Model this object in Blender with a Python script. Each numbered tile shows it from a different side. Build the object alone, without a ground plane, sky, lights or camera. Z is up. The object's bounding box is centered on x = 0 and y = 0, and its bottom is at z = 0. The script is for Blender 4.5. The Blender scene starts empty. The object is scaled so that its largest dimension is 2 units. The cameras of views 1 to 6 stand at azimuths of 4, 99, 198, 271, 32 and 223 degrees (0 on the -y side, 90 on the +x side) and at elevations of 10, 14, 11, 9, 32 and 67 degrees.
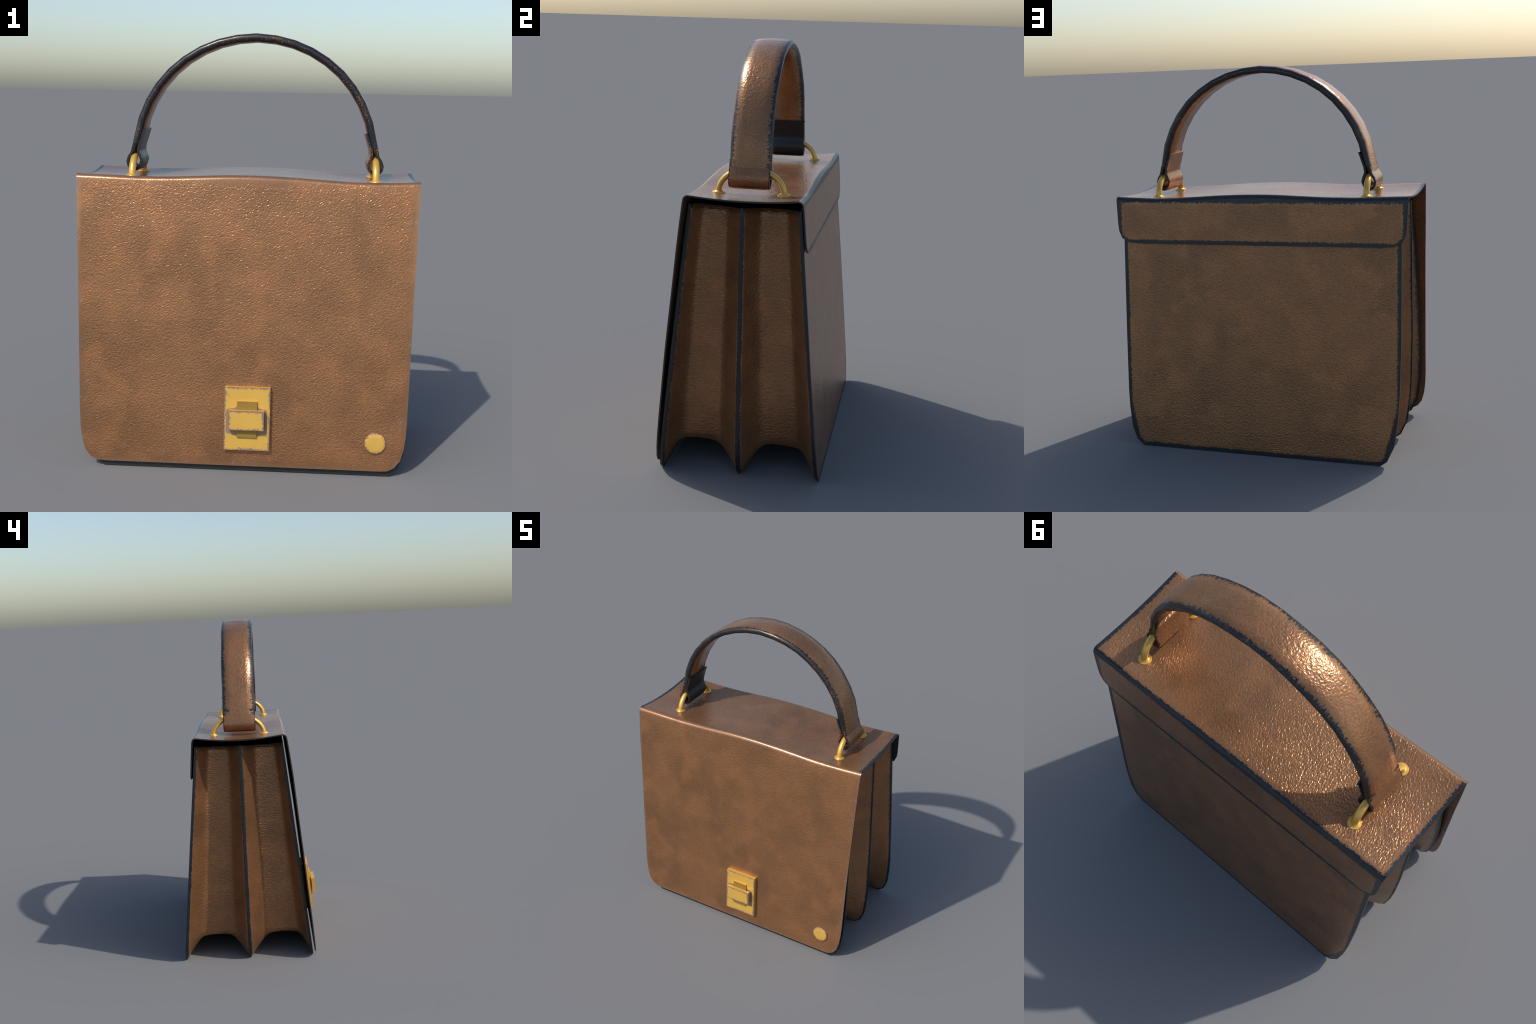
# A vintage brown leather handbag: cover flap folded over an accordion body,
# arched strap handle on brass rings, brass turn clasp and a brass stud.
import bpy, bmesh, math
import numpy as np
from mathutils import Vector

# ------------------------------------------------------------------ helpers
def interp(x, pts):
    xs = [p[0] for p in pts]; ys = [p[1] for p in pts]
    return float(np.interp(x, xs, ys))

def smooth_interp(x, pts):
    """monotone-ish Catmull-Rom through (x, y) control points"""
    xs = [p[0] for p in pts]; ys = [p[1] for p in pts]
    if x <= xs[0]: return ys[0]
    if x >= xs[-1]: return ys[-1]
    i = max(k for k in range(len(xs)) if xs[k] <= x); i = min(i, len(xs) - 2)
    def slope(k):
        a, b = max(k - 1, 0), min(k + 1, len(xs) - 1)
        return (ys[b] - ys[a]) / (xs[b] - xs[a])
    h = xs[i + 1] - xs[i]; t = (x - xs[i]) / h
    m0, m1 = slope(i) * h, slope(i + 1) * h
    return ((2*t**3 - 3*t*t + 1) * ys[i] + (t**3 - 2*t*t + t) * m0
            + (-2*t**3 + 3*t*t) * ys[i + 1] + (t**3 - t*t) * m1)

def link(obj, parent):
    bpy.context.scene.collection.objects.link(obj)
    obj.parent = parent
    return obj

def mesh_object(name, verts, faces, mats, parent, mat_ids=None, normals=None, smooth=True):
    me = bpy.data.meshes.new(name)
    me.from_pydata([tuple(v) for v in verts], [], faces)
    for m in mats: me.materials.append(m)
    if mat_ids is not None: me.polygons.foreach_set("material_index", mat_ids)
    me.polygons.foreach_set("use_smooth", [smooth] * len(me.polygons))
    me.update()
    if normals is not None:
        me.normals_split_custom_set_from_vertices([tuple(n) for n in normals])
    return link(bpy.data.objects.new(name, me), parent)

def finish_bmesh(name, bm, mats, parent, angle=40, bevel=0.0, segs=2):
    if bevel:
        es = [e for e in bm.edges if len(e.link_faces) == 2 and
              e.calc_face_angle(0) > math.radians(35)]
        bmesh.ops.bevel(bm, geom=es, offset=bevel, segments=segs, affect='EDGES', profile=0.5)
    bmesh.ops.recalc_face_normals(bm, faces=bm.faces)
    me = bpy.data.meshes.new(name); bm.to_mesh(me); bm.free()
    for m in mats: me.materials.append(m)
    me.polygons.foreach_set("use_smooth", [True] * len(me.polygons))
    me.set_sharp_from_angle(angle=math.radians(angle))
    return link(bpy.data.objects.new(name, me), parent)

# ------------------------------------------------------------ node utilities
class Nodes:
    """small expression builder on top of a material node tree"""
    def __init__(self, name):
        self.mat = bpy.data.materials.new(name); self.mat.use_nodes = True
        self.t = self.mat.node_tree; self.t.nodes.clear()
        self.out = self.t.nodes.new("ShaderNodeOutputMaterial")
        self.bsdf = self.t.nodes.new("ShaderNodeBsdfPrincipled")
        self.t.links.new(self.bsdf.outputs[0], self.out.inputs[0])
        co = self.t.nodes.new("ShaderNodeTexCoord")
        self.co = co.outputs["Object"]
        s = self.t.nodes.new("ShaderNodeSeparateXYZ"); self.t.links.new(self.co, s.inputs[0])
        self.x, self.y, self.z = s.outputs
    def put(self, sock, v):
        if hasattr(v, "is_output"): self.t.links.new(v, sock)
        else: sock.default_value = v
    def m(self, op, a, b=0.0, c=0.0, clamp=False):
        n = self.t.nodes.new("ShaderNodeMath"); n.operation = op; n.use_clamp = clamp
        for i, v in enumerate((a, b, c)): self.put(n.inputs[i], v)
        return n.outputs[0]
    def add(self, a, b): return self.m('ADD', a, b)
    def sub(self, a, b): return self.m('SUBTRACT', a, b)
    def mul(self, a, b): return self.m('MULTIPLY', a, b)
    def min(self, a, b): return self.m('MINIMUM', a, b)
    def max(self, a, b): return self.m('MAXIMUM', a, b)
    def abs(self, a): return self.m('ABSOLUTE', a)
    def ramp(self, v, lo, hi, a=0.0, b=1.0):
        n = self.t.nodes.new("ShaderNodeMapRange"); n.interpolation_type = 'SMOOTHSTEP'
        for i, q in enumerate((v, lo, hi, a, b)): self.put(n.inputs[i], q)
        return n.outputs[0]
    def mapping(self, rot=(0, 0, 0), scale=(1, 1, 1), loc=(0, 0, 0), vec=None):
        n = self.t.nodes.new("ShaderNodeMapping")
        self.put(n.inputs[0], vec or self.co)
        n.inputs[1].default_value = loc; n.inputs[2].default_value = rot; n.inputs[3].default_value = scale
        return n.outputs[0]
    def noise(self, scale, detail=2.0, rough=0.5, vec=None, dist=0.0):
        n = self.t.nodes.new("ShaderNodeTexNoise")
        self.put(n.inputs["Vector"], vec or self.co)
        n.inputs["Scale"].default_value = scale; n.inputs["Detail"].default_value = detail
        n.inputs["Roughness"].default_value = rough; n.inputs["Distortion"].default_value = dist
        return n.outputs["Fac"]
    def voronoi(self, scale, feature='F1', vec=None, rnd=1.0):
        n = self.t.nodes.new("ShaderNodeTexVoronoi"); n.feature = feature
        self.put(n.inputs["Vector"], vec or self.co)
        n.inputs["Scale"].default_value = scale; n.inputs["Randomness"].default_value = rnd
        return n.outputs["Distance"]
    def mix(self, f, a, b, mode='MIX'):
        n = self.t.nodes.new("ShaderNodeMix"); n.data_type = 'RGBA'; n.blend_type = mode
        self.put(n.inputs[0], f)
        for i, v in ((6, a), (7, b)):
            self.put(n.inputs[i], v if hasattr(v, "is_output") else (*v, 1.0))
        return n.outputs[2]
    def bump(self, h, strength, dist):
        n = self.t.nodes.new("ShaderNodeBump")
        self.put(n.inputs["Strength"], strength); n.inputs["Distance"].default_value = dist
        self.put(n.inputs["Height"], h)
        return n.outputs[0]
    def rounded_inset(self, cx, half, bottom, r):
        """distance inwards from a U outline: sides at cx +- half, rounded bottom"""
        qx = self.sub(self.abs(self.sub(self.x, cx)), half - r)
        qz = self.sub(bottom + r, self.z)
        px, pz = self.max(qx, 0.0), self.max(qz, 0.0)
        ln = self.m('SQRT', self.add(self.mul(px, px), self.mul(pz, pz)))
        inner = self.min(self.max(qx, qz), 0.0)
        return self.sub(r, self.add(ln, inner))

# ------------------------------------------------------------------- colours
TAN   = (0.318, 0.153, 0.069)
TAN_D = (0.258, 0.128, 0.060)
TAN_L = (0.376, 0.174, 0.076)
NAVY  = (0.0100, 0.0122, 0.0155)
SCUFF = (0.300, 0.270, 0.250)

def leather(name, edge=None, width=0.02, ragged=0.014, grain_rot=(0, 0, 0),
            grain_scale=(1, 1, 1), grain=150.0, bump=0.55, rough=0.29, tint=1.0, metal=0.55,
            fade=None, rubbed=None, base=None, smear=(1, 1, 1)):
    """edge(N) -> distance from the dyed rim, fade(N) -> distance at which grain starts"""
    N = Nodes(name)
    base = base or (TAN_D, TAN, TAN_L)
    blotch = N.noise(4.8, 2.0, 0.45)
    col = N.mix(N.ramp(blotch, 0.30, 0.62), base[0], base[1])
    col = N.mix(N.ramp(N.noise(6.5, 2.0, 0.45, N.mapping(loc=(3.1, 7.7, 1.3))), 0.45, 0.72, 0.0, 0.9), col, base[2])
    # grain: elongated creases and fine pores
    gv = N.mapping(scale=grain_scale, vec=N.mapping(rot=grain_rot))   # turn first, then stretch
    g1 = N.noise(grain, 1.5, 0.5, gv, dist=0.6)
    g2 = N.voronoi(grain * 1.15, 'SMOOTH_F1', gv)
    h = N.add(g1, N.mul(g2, -0.45))
    strength = bump
    d = edge(N) if edge else None
    f = fade(N) if fade else d
    if f is not None:
        wob = N.mul(N.sub(N.noise(18.0, 2.0), 0.5), 0.03)
        strength = N.ramp(N.add(f, wob), 0.010, 0.045, bump * 0.12, bump)
    # creases coloured a little darker
    col = N.mix(N.ramp(h, 0.05, 0.40, 0.30, 0.0), col, tuple(c * 0.45 for c in base[1]))
    rgh = N.add(rough - 0.05, N.mul(blotch, 0.10))
    if fade is not None:      # rubbed border: smooth, dusty and scratched
        rub = N.ramp(N.add(f, N.mul(N.sub(N.noise(30.0, 3.0), 0.5), 0.02)), 0.002, 0.028, 0.45, 0.0)
        col = N.mix(rub, col, (0.34, 0.20, 0.13))
        rgh = N.sub(rgh, N.mul(rub, 0.25))
        sv = N.mapping(scale=(9, 9, 42), vec=N.mapping(rot=(0.3, 0.95, 0.2)))
        scr = N.ramp(N.noise(1.6, 3.0, 0.6, sv), 0.61, 0.66)
        scr = N.mul(scr, N.ramp(f, 0.01, 0.055, 0.75, 0.0))
        col = N.mix(scr, col, SCUFF)
    if d is not None:
        jag = N.noise(120.0, 4.0, 0.7, N.mapping(scale=smear))
        jag = N.sub(jag, 0.5)
        wav = N.sub(N.noise(14.0, 2.0), 0.5)
        dd = N.add(d, N.add(N.mul(jag, ragged * 5.0), N.mul(wav, ragged * 1.2)))
        dye = N.ramp(dd, width - 0.0012, width + 0.0012, 1.0, 0.0)
        if rubbed:            # dye rubbed through along the cut side
            dye = N.mul(dye, N.ramp(N.add(N.noise(170.0, 4.0, 0.7), N.mul(N.noise(9.0, 2.0), 0.35)), rubbed, rubbed + 0.02, 1.0, 0.0))
        nv = N.mix(N.ramp(N.noise(60.0, 2.0), 0.4, 0.7), NAVY, tuple(c * 1.35 for c in NAVY))
        col = N.mix(dye, col, nv)
        rgh = N.add(rgh, N.mul(dye, 0.05))
    if tint != 1.0:
        col = N.mix(1.0, col, (tint,) * 3, 'MULTIPLY')
    N.put(N.bsdf.inputs["Base Color"], col)
    N.put(N.bsdf.inputs["Roughness"], rgh)
    N.put(N.bsdf.inputs["Metallic"], N.sub(metal, N.mul(dye, metal)) if d is not None else metal)
    N.put(N.bsdf.inputs["Normal"], N.bump(h, strength, 0.0035))
    return N.mat

def plain(name, col, rough=0.6, metal=0.0, bump=0.0):
    N = Nodes(name)
    n = N.noise(45.0, 3.0)
    c = N.mix(N.ramp(n, 0.35, 0.7), tuple(k * 0.8 for k in col), tuple(min(1, k * 1.15) for k in col))
    N.put(N.bsdf.inputs["Base Color"], c)
    N.bsdf.inputs["Roughness"].default_value = rough
    N.bsdf.inputs["Metallic"].default_value = metal
    if bump: N.put(N.bsdf.inputs["Normal"], N.bump(N.noise(160.0, 2.0), bump, 0.003))
    return N.mat

BRASS = (0.68, 0.405, 0.075)
TARNISH = (0.235, 0.150, 0.115)

def brass(name, rim=None, width=0.006, ragged=0.010, col=BRASS, rough=0.45, metal=0.25, scratch=True, plate_halo=None):
    """yellow metal; its rims are rubbed down to a dull mauve-brown undercoat"""
    N = Nodes(name)
    c = N.mix(N.ramp(N.noise(12.0, 2.0), 0.35, 0.65), tuple(k * 0.95 for k in col), col)
    mt, rg = metal, rough
    if rim:
        d = rim(N)
        jag = N.sub(N.noise(150.0, 4.0, 0.7), 0.5)
        wav = N.sub(N.noise(22.0, 2.0), 0.5)
        worn = N.ramp(N.add(d, N.add(N.mul(jag, ragged * 4.2), N.mul(wav, ragged * 1.6))), width - 0.0008, width + 0.0008, 1.0, 0.0)
        if scratch:
            sv = N.mapping(scale=(8, 8, 150), vec=N.mapping(rot=(0.0, -0.75, 0.0)))
            s = N.ramp(N.noise(1.0, 1.0, 0.5, sv), 0.72, 0.74)
            s = N.mul(s, N.ramp(d, 0.02, 0.035, 1.0, 0.0))
            worn = N.max(worn, s)
        if plate_halo: worn = N.max(worn, plate_halo(N))
        c = N.mix(worn, c, TARNISH)
        mt = N.sub(metal, N.mul(worn, metal * 0.8)); rg = N.add(rough, N.mul(worn, 0.12))
    N.put(N.bsdf.inputs["Base Color"], c)
    N.put(N.bsdf.inputs["Metallic"], mt)
    N.put(N.bsdf.inputs["Roughness"], rg)
    return N.mat

# ----------------------------------------------------------------- main thing
bag = bpy.data.objects.new("leather_handbag", None)
bpy.context.scene.collection.objects.link(bag)
bag["label"] = "vintage brown leather handbag with brass clasp and arched handle"
bag["category"] = "handbag"

# ===================================================================== COVER
# profile of the front sheet: outward position y and half width by height z
FRONT_Y = [(0.0265, -0.3675), (0.18, -0.3570), (0.336, -0.3435), (0.63, -0.3160),
           (0.90, -0.2850), (1.15, -0.2560), (1.330, -0.2330)]
FRONT_W = [(0.0265, 0.632), (0.0290, 0.672), (0.047, 0.705), (0.079, 0.729), (0.128, 0.743),
           (0.190, 0.7507), (0.260, 0.7545), (0.40, 0.757), (0.90, 0.768), (1.33, 0.7815)]
BACK_Y = [(1.0985, 0.3170), (1.17, 0.3110), (1.25, 0.3040), (1.330, 0.2965)]
BACK_W = [(1.0985, 0.640), (1.1035, 0.708), (1.126, 0.752), (1.163, 0.7690), (1.197, 0.7735), (1.33, 0.7805)]
EDGE_Z = [(-0.79, 1.3505), (-0.64, 1.3470), (-0.50, 1.3430), (-0.36, 1.3440), (-0.23, 1.3495), (-0.09, 1.3555),
          (0.06, 1.3560), (0.21, 1.3510), (0.36, 1.3425), (0.50, 1.3360), (0.65, 1.3375), (0.79, 1.3435)]
SAG = [(-0.79, 0.0200), (-0.62, 0.0170), (-0.45, 0.0140), (-0.2, 0.0060), (0.0, 0.0030),
       (0.2, 0.0050), (0.45, 0.0120), (0.62, 0.0130), (0.79, 0.0130)]
Y_FRONT_FOLD, Y_BACK_FOLD, FOLD_R = -0.2330, 0.2965, 0.024

def front_bulge(x):
    """the front fold stands further out towards the -x end"""
    return 0.002 + 0.011 * min(1.0, max(0.0, (0.35 - x) / 1.0))

def top_z(x, y):
    t = (y - 0.032) / 0.245
    return smooth_interp(x, EDGE_Z) - smooth_interp(x, SAG) * max(0.0, 1 - t * t)

def build_cover():
    rows = []   # (kind, value)
    zs = [0.0265, 0.0275, 0.0290, 0.0345, 0.0405, 0.047, 0.057, 0.068, 0.079, 0.095, 0.111, 0.128,
          0.148, 0.169, 0.190, 0.225, 0.260]
    zs += list(np.linspace(0.30, 1.31, 34))
    for z in zs: rows.append(('f', z))
    for a in np.linspace(0, 90, 8): rows.append(('ff', a))
    for y in np.linspace(Y_FRONT_FOLD + FOLD_R, Y_BACK_FOLD - FOLD_R, 30)[1:-1]: rows.append(('t', y))
    for a in np.linspace(0, 90, 8): rows.append(('bf', a))
    for z in list(np.linspace(1.31, 1.21, 6)) + [1.197, 1.18, 1.163, 1.15, 1.138, 1.126, 1.118, 1.110, 1.1035, 1.101, 1.0985]:
        rows.append(('b', z))
    U = np.linspace(-1, 1, 97)
    P = np.zeros((len(rows), len(U), 3))
    for i, (k, v) in enumerate(rows):
        for j, u in enumerate(U):
            if k == 'f':
                x = u * interp(v, FRONT_W); y = smooth_interp(v, FRONT_Y); z = v
                # heights near the fold follow the wavy top
                lift = (top_z(x, -0.21) - 1.345) * max(0, (v - 0.9) / 0.42) ** 2
                y -= front_bulge(x) * min(1.0, max(0.0, (v - 0.45) / 0.65)) ** 1.5
                P[i, j] = (x, y, z + lift)
            elif k == 'ff':
                a = math.radians(v); x = u * (0.7815 + 0.001 * math.sin(a))
                yc = Y_FRONT_FOLD + FOLD_R - front_bulge(x); zt = top_z(x, yc)
                P[i, j] = (x, yc - FOLD_R * math.cos(a), zt - FOLD_R + FOLD_R * math.sin(a))
            elif k == 't':
                x = u * 0.7825
                back = (Y_BACK_FOLD - FOLD_R - v) / (Y_BACK_FOLD - Y_FRONT_FOLD - 2 * FOLD_R)
                y = v - front_bulge(x) * back
                P[i, j] = (x, y, top_z(x, y))
            elif k == 'bf':
                a = math.radians(v); x = u * (0.7825 - 0.002 * math.sin(a))
                yc = Y_BACK_FOLD - FOLD_R; zt = top_z(x, yc)
                P[i, j] = (x, yc + FOLD_R * math.sin(a), zt - FOLD_R + FOLD_R * math.cos(a))
            else:
                x = u * interp(v, BACK_W); y = smooth_interp(v, BACK_Y)
                lift = (top_z(x, 0.27) - 1.345) * max(0, (v - 1.1) / 0.21)
                P[i, j] = (x, y, v + lift)
    du = np.gradient(P, axis=1); ds = np.gradient(P, axis=0)
    Nn = np.cross(ds, du); Nn /= np.linalg.norm(Nn, axis=2, keepdims=True)
    # surface order runs front-bottom -> top -> back: outward is -(s x u) or +, decide on the top row
    mid = len(zs) + 20
    if Nn[mid, 48, 2] < 0: Nn = -Nn
    t = 0.0065
    Q = P - Nn * t
    R, C = P.shape[:2]
    kinds = [r[0] for r in rows]
    first_t = kinds.index('t'); bf0 = kinds.index('bf'); b_split = bf0 + 4
    f_end = first_t - 2
    parts = [("front_flap", 0, f_end, mat_front, mat_front_inner, mat_rim_brown),
             ("top_panel", f_end, b_split, mat_top, mat_dark_underside, mat_rim_navy),
             ("back_flap", b_split, R - 1, mat_back_flap, mat_dark_underside, mat_rim_navy)]
    for name, a, b, mo, mi, mr in parts:
        V, NN, F, M = [], [], [], []
        n = b - a + 1
        idx = lambda i, j: (i - a) * C + j
        for A, s in ((P, 1), (Q, -1)):
            for i in range(a, b + 1):
                for j in range(C): V.append(A[i, j]); NN.append(Nn[i, j] * s)
        off = n * C
        for i in range(a, b):
            for j in range(C - 1):
                q = [idx(i, j), idx(i, j + 1), idx(i + 1, j + 1), idx(i + 1, j)]
                F.append(q); M.append(0)
                F.append([off + k for k in reversed(q)]); M.append(1)
        # rims on free borders
        def rim(line, out):
            base = len(V)
            for (i, j), o in zip(line, out):
                o = o / (np.linalg.norm(o) + 1e-9)
                V.append(P[i, j]); NN.append(o); V.append(Q[i, j]); NN.append(o)
            for k in range(len(line) - 1):
                F.append([base + 2*k, base + 2*k + 1, base + 2*k + 3, base + 2*k + 2]); M.append(2)
        side = list(range(a, b + 1))
        def outward(line, sign):
            o = []
            for k in range(len(line)):
                i0, j0 = line[max(k - 1, 0)]; i1, j1 = line[min(k + 1, len(line) - 1)]
                d = P[i1, j1] - P[i0, j0]
                o.append(sign * np.cross(d, Nn[line[k][0], line[k][1]]))
            return o
        for j, sx in ((0, -1), (C - 1, 1)):
            line = [(i, j) for i in side]
            o = outward(line, 1)
            if o[len(o)//2][0] * sx < 0: o = [-q for q in o]
            rim(line, o)
        if a == 0: rim([(0, j) for j in range(C)], [np.array((0, 0, -1.0))] * C)
        if b == R - 1: rim([(R - 1, j) for j in range(C)], [np.array((0, 0, -1.0))] * C)
        ob = mesh_object(name, V, F, [mo, mi, mr], bag, M)
        bm = bmesh.new(); bm.from_mesh(ob.data)
        # orient outer faces by stored normals
        bm.faces.ensure_lookup_table()
        flip = [f for f in bm.faces if f.normal.dot(Vector(NN[f.verts[0].index]) + Vector(NN[f.verts[1].index])) < 0]
        if flip: bmesh.ops.reverse_faces(bm, faces=flip)
        bm.to_mesh(ob.data); bm.free()
        ob.data.normals_split_custom_set_from_vertices([tuple(q) for q in NN])

# ====================================================================== BODY
BODY_TOP = 1.293
def front_plane(x, z): return -0.2165 - (BODY_TOP - z) * 0.1005
def mid_plane(x, z):   return 0.0235
def back_plane(x, z):  return 0.2780 + (BODY_TOP - z) * (0.0960 - 0.0060 * x)

RIGHT = [(0.747, BODY_TOP), (0.748, 1.0), (0.749, 0.60), (0.7475, 0.30), (0.743, 0.207), (0.730, 0.096), (0.705, 0.032), (0.667, 0.0)]
LEFT = [(-0.746, BODY_TOP), (-0.746, 1.0), (-0.745, 0.60), (-0.738, 0.36), (-0.729, 0.230), (-0.710, 0.100), (-0.674, 0.0235), (-0.641, 0.0)]
def body_outline(shift, narrow=lambda z: 0.0):
    right = [(x + shift - narrow(z), z) for x, z in RIGHT]
    return right + [(x + narrow(z), z) for x, z in reversed(LEFT)]

def front_narrow(z): return interp(z, [(0.0, 0.0), (0.5, 0.004), (1.0, 0.022), (BODY_TOP, 0.042)])
def mid_narrow(z): return -0.003
def back_narrow(z): return 0.0
PANELS = [("front_panel", front_plane, (0.014, front_narrow)), ("divider_panel", mid_plane, (0.001, mid_narrow)),
          ("back_panel", back_plane, (0.0, back_narrow))]

def build_panels():
    for name, plane, sh in PANELS:
        bm = bmesh.new(); t = 0.006
        ol = body_outline(*sh)
        A = [bm.verts.new((x, plane(x, z) - t, z)) for x, z in ol]
        B = [bm.verts.new((x, plane(x, z) + t, z)) for x, z in ol]
        bm.faces.new(A); bm.faces.new(list(reversed(B)))
        for k in range(len(ol)):
            j = (k + 1) % len(ol)
            bm.faces.new((A[k], A[j], B[j], B[k]))
        mat = {"front_panel": mat_body_front, "divider_panel": mat_divider, "back_panel": mat_back_panel}[name]
        finish_bmesh(name, bm, [mat], bag, angle=50, bevel=0.0045, segs=3)

GUSSET_PROFILE = [(0.0, 0.0), (0.07, 0.30), (0.15, 0.62), (0.24, 0.89), (0.33, 0.98), (0.5, 1.0),
                  (0.67, 0.98), (0.76, 0.89), (0.85, 0.62), (0.93, 0.30), (1.0, 0.0)]
def gusset_depth(z):
    return interp(z, [(0.0, 0.150), (0.10, 0.146), (0.35, 0.120), (0.8, 0.108), (1.3, 0.104)])

def resample(ol):
    """densify the U outline; corners keep their facets but gain rows"""
    out = []
    for (x0, z0), (x1, z1) in zip(ol, ol[1:]):
        ln = math.hypot(x1 - x0, z1 - z0) if abs(x1 - x0) > 0.5 else abs(z1 - z0) + 0.02
        n = max(3, int(ln / 0.035))
        for k in range(n): out.append((x0 + (x1 - x0) * k / n, z0 + (z1 - z0) * k / n))
    out.append(ol[-1]); return np.array(out)

def build_gussets():
    for (na, pa, sa), (nb, pb, sb) in zip(PANELS, PANELS[1:]):
        oa, ob_ = resample(body_outline(*sa)), resample(body_outline(*sb))
        n = min(len(oa), len(ob_)); 
        # same outline topology -> same count
        oa = oa[:n]; ob_ = ob_[:n]
        VN = 29; V = []
        c = (oa + ob_) / 2
        for i in range(n):
            # the pleat floor runs parallel to the sides and the bottom with a tight corner
            dep = gusset_depth(c[i][1]) * 1.10
            floor = np.array((min(max(c[i][0], c[:, 0].min() + dep), c[:, 0].max() - dep), max(c[i][1], 0.139)))
            inward = (floor - c[i]) * 0.91
            for v in np.linspace(0, 1, VN):
                p = oa[i] * (1 - v) + ob_[i] * v
                ya, yb = pa(*oa[i]) + 0.004, pb(*ob_[i]) - 0.004
                f = smooth_interp(v ** (0.82 if na == "front_panel" else 1.0), GUSSET_PROFILE) + 0.018
                f += 0.03 * math.sin(i * 0.31 + v * 5) * math.sin(math.pi * v)
                q = p + inward * f
                dip = 0.014 * smooth_interp(v, GUSSET_PROFILE) * max(0.0, (q[1] - 1.0) / (BODY_TOP - 1.0))
                V.append((q[0], ya * (1 - v) + yb * v, q[1] - dip))
        F = [(i * VN + j, i * VN + j + 1, (i + 1) * VN + j + 1, (i + 1) * VN + j)
             for i in range(n - 1) for j in range(VN - 1)]
        o = mesh_object("gusset", V, F, [mat_gusset], bag)
        md = o.modifiers.new("thick", 'SOLIDIFY'); md.thickness = 0.004; md.offset = 0.0
        dg = bpy.context.evaluated_depsgraph_get()
        me = bpy.data.meshes.new_from_object(o.evaluated_get(dg)); o.modifiers.clear(); o.data = me

# ==================================================================== HANDLE
HX, HY, HHALF = 0.0178, 0.0255, 0.0945     # centre x, centre y, half width
# outer outline of the arch (right half, mirrored): offset from HX, z
ARCH = [(0.0, 1.9985), (0.0925, 1.9905), (0.1800, 1.9700), (0.2638, 1.9362), (0.3415, 1.8895), (0.4100, 1.8325),
        (0.4690, 1.7645), (0.5165, 1.6880), (0.5525, 1.6030), (0.5660, 1.5450), (0.5780, 1.4900), (0.5870, 1.4460)]
def build_handle():
    path = [(-x, z) for x, z in reversed(ARCH[1:])] + ARCH
    path = np.array(path) + np.array((HX, 0.0015))
    # two sub-points per facet keep the hand-cut, slightly polygonal outline
    d = np.gradient(path, axis=0); nr = np.stack([-d[:, 1], d[:, 0]], 1)
    nr /= np.linalg.norm(nr, axis=1, keepdims=True)
    if nr[len(nr)//2][1] < 0: nr = -nr
    # cross section (across y, depth under the outer crown), pillow shaped outside, flat inside
    sec = [(-0.93, -0.0065), (-0.45, -0.0015), (0.0, 0.0), (0.45, -0.0015), (0.93, -0.0065), (1.0, -0.0215),
           (0.93, -0.0385), (0.0, -0.0415), (-0.93, -0.0385), (-1.0, -0.0215)]
    n = len(path); S = len(sec); V = []
    for i in range(n):
        e = abs(i - (n - 1) / 2) / ((n - 1) / 2)
        thin = 1.0 - 0.42 * max(0.0, (e - 0.86) / 0.14) ** 1.5      # split off the folded end
        for s, dep in sec:
            p = path[i] + nr[i] * dep * thin
            V.append((p[0], HY + s * HHALF * (1.0 + 0.012 * math.sin(i * 1.7)), p[1]))
    F = [(i * S + k, i * S + (k + 1) % S, (i + 1) * S + (k + 1) % S, (i + 1) * S + k) for i in range(n - 1) for k in range(S)]
    F += [tuple(range(S)), tuple(reversed(range((n - 1) * S, n * S)))]
    bm = bmesh.new(); vs = [bm.verts.new(v) for v in V]
    for f in F: bm.faces.new([vs[k] for k in f])
    finish_bmesh("handle_strap", bm, [mat_strap], bag, angle=85)

# folded strap end: centre line of the band round the ring, (offset outwards from HX, z)
LOOP = [(0.5690, 1.4800), (0.5730, 1.4560), (0.5800, 1.4380), (0.5930, 1.4180), (0.5985, 1.3980), (0.5955, 1.3790),
        (0.5830, 1.3650), (0.5690, 1.3585), (0.5540, 1.3640), (0.5400, 1.3800), (0.5330, 1.4020), (0.5395, 1.4240),
        (0.5475, 1.4430), (0.5480, 1.4560), (0.5440, 1.4760), (0.5330, 1.5080), (0.5220, 1.5420), (0.5195, 1.5500)]
def build_loop(sign, mat):
    pts = np.array(LOOP)
    d = np.gradient(pts, axis=0); nr = np.stack([-d[:, 1], d[:, 0]], 1); nr /= np.linalg.norm(nr, axis=1, keepdims=True)
    n = len(pts); bm = bmesh.new(); rings = []
    YS = np.linspace(-1, 1, 9)
    for i in range(n):
        th = 0.0088 if i < 13 else 0.0088 - 0.0024 * (i - 13) / 4
        loop = []
        for side, ys in ((1, YS), (-1, YS[::-1])):
            for s in ys:
                rnd = th if abs(s) < 0.99 else th * 0.62
                p = pts[i] + nr[i] * side * rnd
                hw = HHALF * 0.985
                if i == n - 1 and s > 0.9: hw += 0.008
                loop.append(bm.verts.new((HX + sign * p[0], HY + s * hw, p[1])))
        rings.append(loop)
    S = len(rings[0])
    for i in range(n - 1):
        for k in range(S):
            bm.faces.new((rings[i][k], rings[i][(k + 1) % S], rings[i + 1][(k + 1) % S], rings[i + 1][k]))
    bm.faces.new(rings[0]); bm.faces.new(list(reversed(rings[-1])))
    return finish_bmesh("strap_loop", bm, [mat], bag, angle=55)

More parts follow.
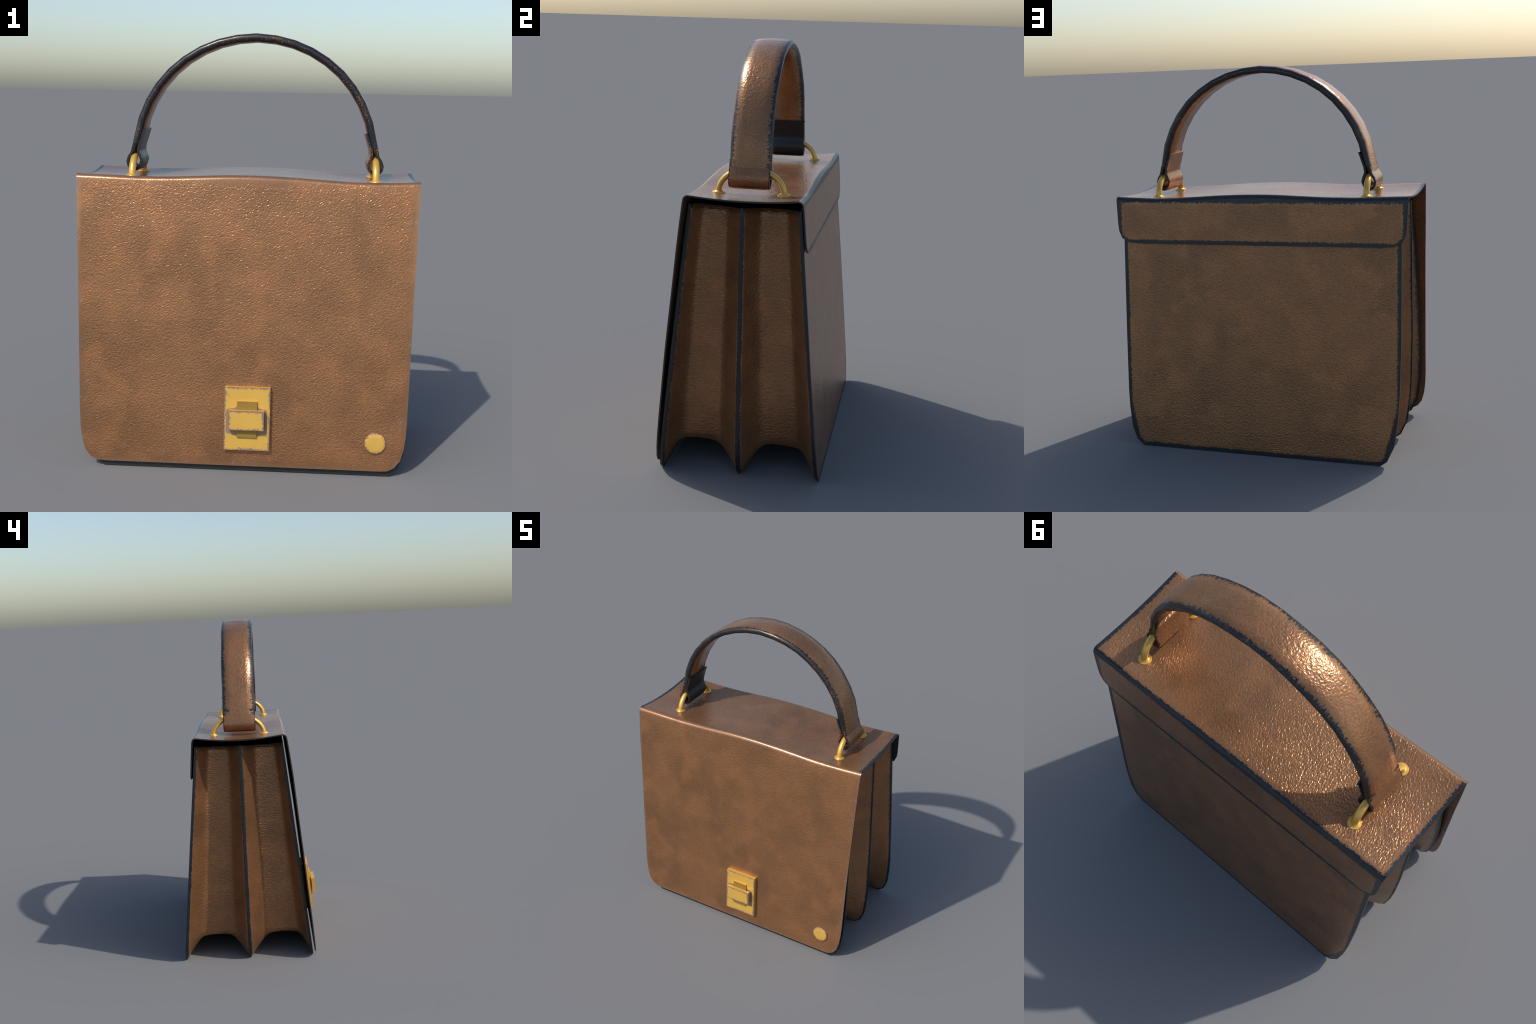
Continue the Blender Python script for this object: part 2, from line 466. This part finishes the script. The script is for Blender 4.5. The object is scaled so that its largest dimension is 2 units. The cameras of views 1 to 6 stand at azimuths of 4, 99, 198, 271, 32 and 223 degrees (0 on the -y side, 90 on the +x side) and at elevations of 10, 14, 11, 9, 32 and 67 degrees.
# ===================================================================== RINGS
def build_rings():
    tube, half, height, base = 0.0165, 0.149, 0.106, 1.325
    pts = []
    pts.append((-half, base - 0.012)); pts.append((-half, base))
    for a in np.linspace(180, 0, 25)[0:]:
        r = math.radians(a); c, s = math.cos(r), math.sin(r)
        pts.append((half * math.copysign(abs(c), c), base + 0.010 + height * abs(s)))
    pts.append((half, base)); pts.append((half, base - 0.012))
    pts = np.array(pts); d = np.gradient(pts, axis=0); d /= np.linalg.norm(d, axis=1, keepdims=True)
    nr = np.stack([-d[:, 1], d[:, 0]], 1); K = 20
    V = []
    for i in range(len(pts)):
        for k in range(K):
            a = 2 * math.pi * k / K
            q = pts[i] + nr[i] * 0.0132 * math.cos(a)
            V.append((tube * math.sin(a), q[0], q[1]))
    F = [(i * K + k, i * K + (k + 1) % K, (i + 1) * K + (k + 1) % K, (i + 1) * K + k) for i in range(len(pts) - 1) for k in range(K)]
    me = None
    eye = None
    for cx in (0.5855, -0.5495):
        if me is None:
            o = mesh_object("handle_ring", V, F, [mat_ring], bag); me = o.data
        else:
            o = link(bpy.data.objects.new("handle_ring", me), bag)
        o.location = (cx, 0.0325, 0.0)
        for sy in (-1, 1):
            if eye is None:
                prof = [(0.012, 0.010), (0.0185, 0.008), (0.022, 0.0042), (0.0275, 0.0042), (0.0295, 0.002), (0.0295, -0.003), (0.012, -0.004)]
                KK = 28; EV = [(r * math.cos(2*math.pi*k/KK), r * math.sin(2*math.pi*k/KK), z) for r, z in prof for k in range(KK)]
                EF = [(i*KK+k, i*KK+(k+1)%KK, (i+1)*KK+(k+1)%KK, (i+1)*KK+k) for i in range(len(prof)-1) for k in range(KK)]
                bm = bmesh.new(); vs = [bm.verts.new(v) for v in EV]
                for f in EF: bm.faces.new([vs[k] for k in f])
                e = finish_bmesh("eyelet", bm, [mat_ring], bag, angle=45); eye = e.data
            else:
                e = link(bpy.data.objects.new("eyelet", eye), bag)
            ey = 0.0325 + sy * 0.149
            e.parent = o
            e.location = (0.0, sy * 0.149, top_z(cx, ey) + 0.0015)

# ===================================================================== CLASP
def on_front(x, z, out):
    """point on the sloping front sheet, pushed outwards"""
    y = smooth_interp(z, FRONT_Y)
    k = 0.0925
    n = Vector((0, -1, k)).normalized()
    return Vector((x, y, z)) + n * out

def slab(name, x0, x1, z0, z1, o0, o1, mat, parent, bevel=0.002):
    bm = bmesh.new(); v = []
    for o in (o0, o1):
        for x, z in ((x0, z0), (x1, z0), (x1, z1), (x0, z1)):
            v.append(bm.verts.new(on_front(x, z, o)))
    for f in ((0, 1, 2, 3), (7, 6, 5, 4), (0, 4, 5, 1), (1, 5, 6, 2), (2, 6, 7, 3), (3, 7, 4, 0)):
        bm.faces.new([v[k] for k in f])
    o = finish_bmesh(name, bm, [mat, mat_brass], parent, angle=30, bevel=bevel, segs=2)
    face = Vector((0, -1, 0.0925)).normalized()
    for p in o.data.polygons: p.material_index = 0 if p.normal.dot(face) > 0.6 else 1
    return o

PLATE = (-0.0795, 0.1305, 0.108, 0.400)
BAR = (-0.0575, 0.1045, 0.209, 0.299)
TAB = (-0.0200, 0.0715, 0.170, 0.337)
STUD = (0.6130, 0.158, 0.0495)

def build_clasp():
    plate = slab("clasp_plate", *PLATE, -0.034, 0.0245, mat_plate, bag, 0.0016)
    slab("clasp_tab", *TAB, 0.0200, 0.0330, mat_tab, plate, 0.0015)
    slab("clasp_bar", *BAR, 0.0350, 0.0565, mat_bar, plate, 0.0020)
    x, z, r = STUD
    bm = bmesh.new(); K = 48; rings = []
    c = on_front(x, z, 0); ux = Vector((1, 0, 0)); n = Vector((0, -1, 0.0925)).normalized(); uz = ux.cross(n)
    for rr, o in ((r * 0.98, -0.002), (r, 0.004), (r * 0.97, 0.0075), (r * 0.90, 0.0088), (r * 0.5, 0.0092)):
        rings.append([bm.verts.new(c + n * o + ux * rr * math.cos(2*math.pi*k/K) + uz * rr * math.sin(2*math.pi*k/K)) for k in range(K)])
    for a, b in zip(rings, rings[1:]):
        for k in range(K): bm.faces.new((a[k], a[(k+1) % K], b[(k+1) % K], b[k]))
    bm.faces.new(rings[-1])
    finish_bmesh("stud", bm, [mat_stud], bag, angle=60)

# ================================================================= MATERIALS
def rect_rim(box):
    def f(N):
        a = N.min(N.sub(N.x, box[0]), N.sub(box[1], N.x))
        b = N.min(N.sub(N.z, box[2]), N.sub(box[3], N.z))
        return N.min(a, b)
    return f
def disc_rim(N):
    dx, dz = N.sub(N.x, STUD[0]), N.sub(N.z, STUD[1] + 0.0005)
    return N.sub(STUD[2], N.m('SQRT', N.add(N.mul(dx, dx), N.mul(dz, dz))))

def front_border(N):
    d = N.rounded_inset(0.0, 0.757, 0.0265, 0.10)
    widen = N.mul(N.max(N.sub(N.z, 0.30), 0.0), 0.0235)
    d = N.add(d, widen)
    return N.min(d, N.sub(1.350, N.z))
def top_border(N):
    return N.min(N.sub(0.7825, N.abs(N.x)), N.sub(0.2945, N.y))
def back_flap_border(N):
    d = N.rounded_inset(0.0, 0.775, 1.0985, 0.075)
    return N.min(d, N.mul(N.sub(1.338, N.z), 0.9))
def back_panel_border(N):
    """distance to each straight run of the back panel's outline"""
    d = N.min(N.z, N.min(N.sub(0.748, N.x), N.add(N.x, 0.7455)))
    for px, pz, nx, nz in ((-0.729, 0.230, 0.966, 0.257), (-0.674, 0.0235, 0.580, 0.815),
                           (0.743, 0.207, -0.977, 0.212), (0.705, 0.032, -0.644, 0.765)):
        d = N.min(d, N.add(N.mul(N.sub(N.x, px), nx), N.mul(N.sub(N.z, pz), nz)))
    return d
def gusset_border(N):
    h = N.sub(BODY_TOP, N.z)
    a = N.abs(N.sub(N.y, N.add(-0.2165, N.mul(h, -0.1005))))
    b = N.abs(N.sub(N.y, 0.0235))
    c = N.abs(N.sub(N.y, N.add(0.2780, N.mul(h, N.sub(0.0960, N.mul(N.x, 0.0060))))))
    return N.min(a, N.min(b, c))
def strap_border(N):
    return N.sub(HHALF, N.abs(N.sub(N.y, HY)))

mat_front = leather("front_leather", fade=front_border, grain_rot=(0, math.radians(30), 0),
                    grain_scale=(0.62, 1, 1.1), grain=145.0, bump=0.56)
mat_front_inner = leather("flap_inner_leather", base=(tuple(c * 0.55 for c in TAN_D), tuple(c * 0.5 for c in TAN), tuple(c * 0.5 for c in TAN_L)), bump=0.5)
mat_top = leather("top_leather", edge=top_border, width=0.017, ragged=0.009, grain=118.0, bump=0.55,
                  grain_rot=(0, 0, math.radians(70)), grain_scale=(0.7, 1.1, 1), rough=0.26)
mat_back_flap = leather("back_flap_leather", edge=back_flap_border, width=0.022, ragged=0.008,
                        grain_rot=(0, math.radians(15), 0), grain_scale=(0.62, 1, 1.1), grain=140.0, bump=0.6)
mat_back_panel = leather("back_panel_leather", edge=back_panel_border, width=0.020, ragged=0.008,
                         grain_rot=(0, math.radians(25), 0), grain_scale=(0.62, 1, 1.1), grain=135.0, bump=0.75)
mat_gusset = leather("gusset_leather", edge=gusset_border, width=0.011, ragged=0.005, grain=95.0, bump=0.8,
                     grain_scale=(1, 0.6, 1.2), smear=(1, 0.7, 1), tint=0.92)  # tint dims the base colour for occlusion in the pleats
mat_strap = leather("strap_leather", edge=strap_border, width=0.018, ragged=0.015, grain=95.0, bump=0.55,
                    rough=0.26, smear=(1, 0.45, 1), rubbed=0.79)
def loop_inside(N):
    return N.min(strap_border(N), N.sub(-0.556, N.x))
mat_loop_brown = leather("loop_leather", edge=strap_border, width=0.006, ragged=0.008, grain=95.0, bump=0.5, rubbed=0.79)
mat_loop_navy = leather("loop_dyed_leather", edge=loop_inside, width=0.006, ragged=0.004, grain=95.0, bump=0.6)
mat_rim_brown = plain("cut_edge_brown", (0.050, 0.028, 0.017), 0.6)
mat_rim_navy = plain("cut_edge_dyed", NAVY, 0.45)
mat_dark_underside = plain("dark_underside", (0.012, 0.010, 0.009), 0.75, bump=0.2)
mat_body_front = plain("front_panel_dyed", (0.011, 0.012, 0.013), 0.5, bump=0.4)
mat_divider = plain("divider_dyed", NAVY, 0.45, bump=0.3)
def clasp_halo(N):
    """dull brown halo on the plate round the turning bar and its tab"""
    def box(b):
        qx = N.sub(N.abs(N.sub(N.x, (b[0] + b[1]) / 2)), (b[1] - b[0]) / 2)
        qz = N.sub(N.abs(N.sub(N.z, (b[2] + b[3]) / 2)), (b[3] - b[2]) / 2)
        px, pz = N.max(qx, 0.0), N.max(qz, 0.0)
        return N.add(N.m('SQRT', N.add(N.mul(px, px), N.mul(pz, pz))), N.min(N.max(qx, qz), 0.0))
    low = (BAR[0] - 0.001, BAR[1] + 0.001, BAR[2] - 0.012, BAR[3] - 0.010)
    d = N.m('SMOOTH_MIN', box(low), box((TAB[0] + 0.012, TAB[1] - 0.012, TAB[2] + 0.012, TAB[3] - 0.012)), 0.045)
    return N.ramp(N.add(d, N.mul(N.sub(N.noise(60.0, 2.0), 0.5), 0.006)), 0.010, 0.015, 0.9, 0.0)
mat_brass = brass("plain_brass")
mat_plate = brass("plate_brass", rect_rim((PLATE[0], PLATE[1], PLATE[2] + 0.002, PLATE[3] + 0.002)), plate_halo=clasp_halo)
mat_bar = brass("bar_brass", rect_rim((BAR[0], BAR[1], BAR[2] + 0.004, BAR[3] + 0.004)), width=0.007, ragged=0.011)
mat_tab = brass("tab_brass", col=(0.30, 0.185, 0.035), rough=0.5)  # brass darkened to bake shade into the tab face
mat_stud = brass("stud_brass", disc_rim, width=0.006, ragged=0.010)
mat_ring = brass("ring_brass", rough=0.33, metal=0.5, col=(0.80, 0.47, 0.10))

build_cover()
build_panels()
build_gussets()
build_handle()
build_loop(1, mat_loop_brown)
build_loop(-1, mat_loop_navy)
build_rings()
build_clasp()
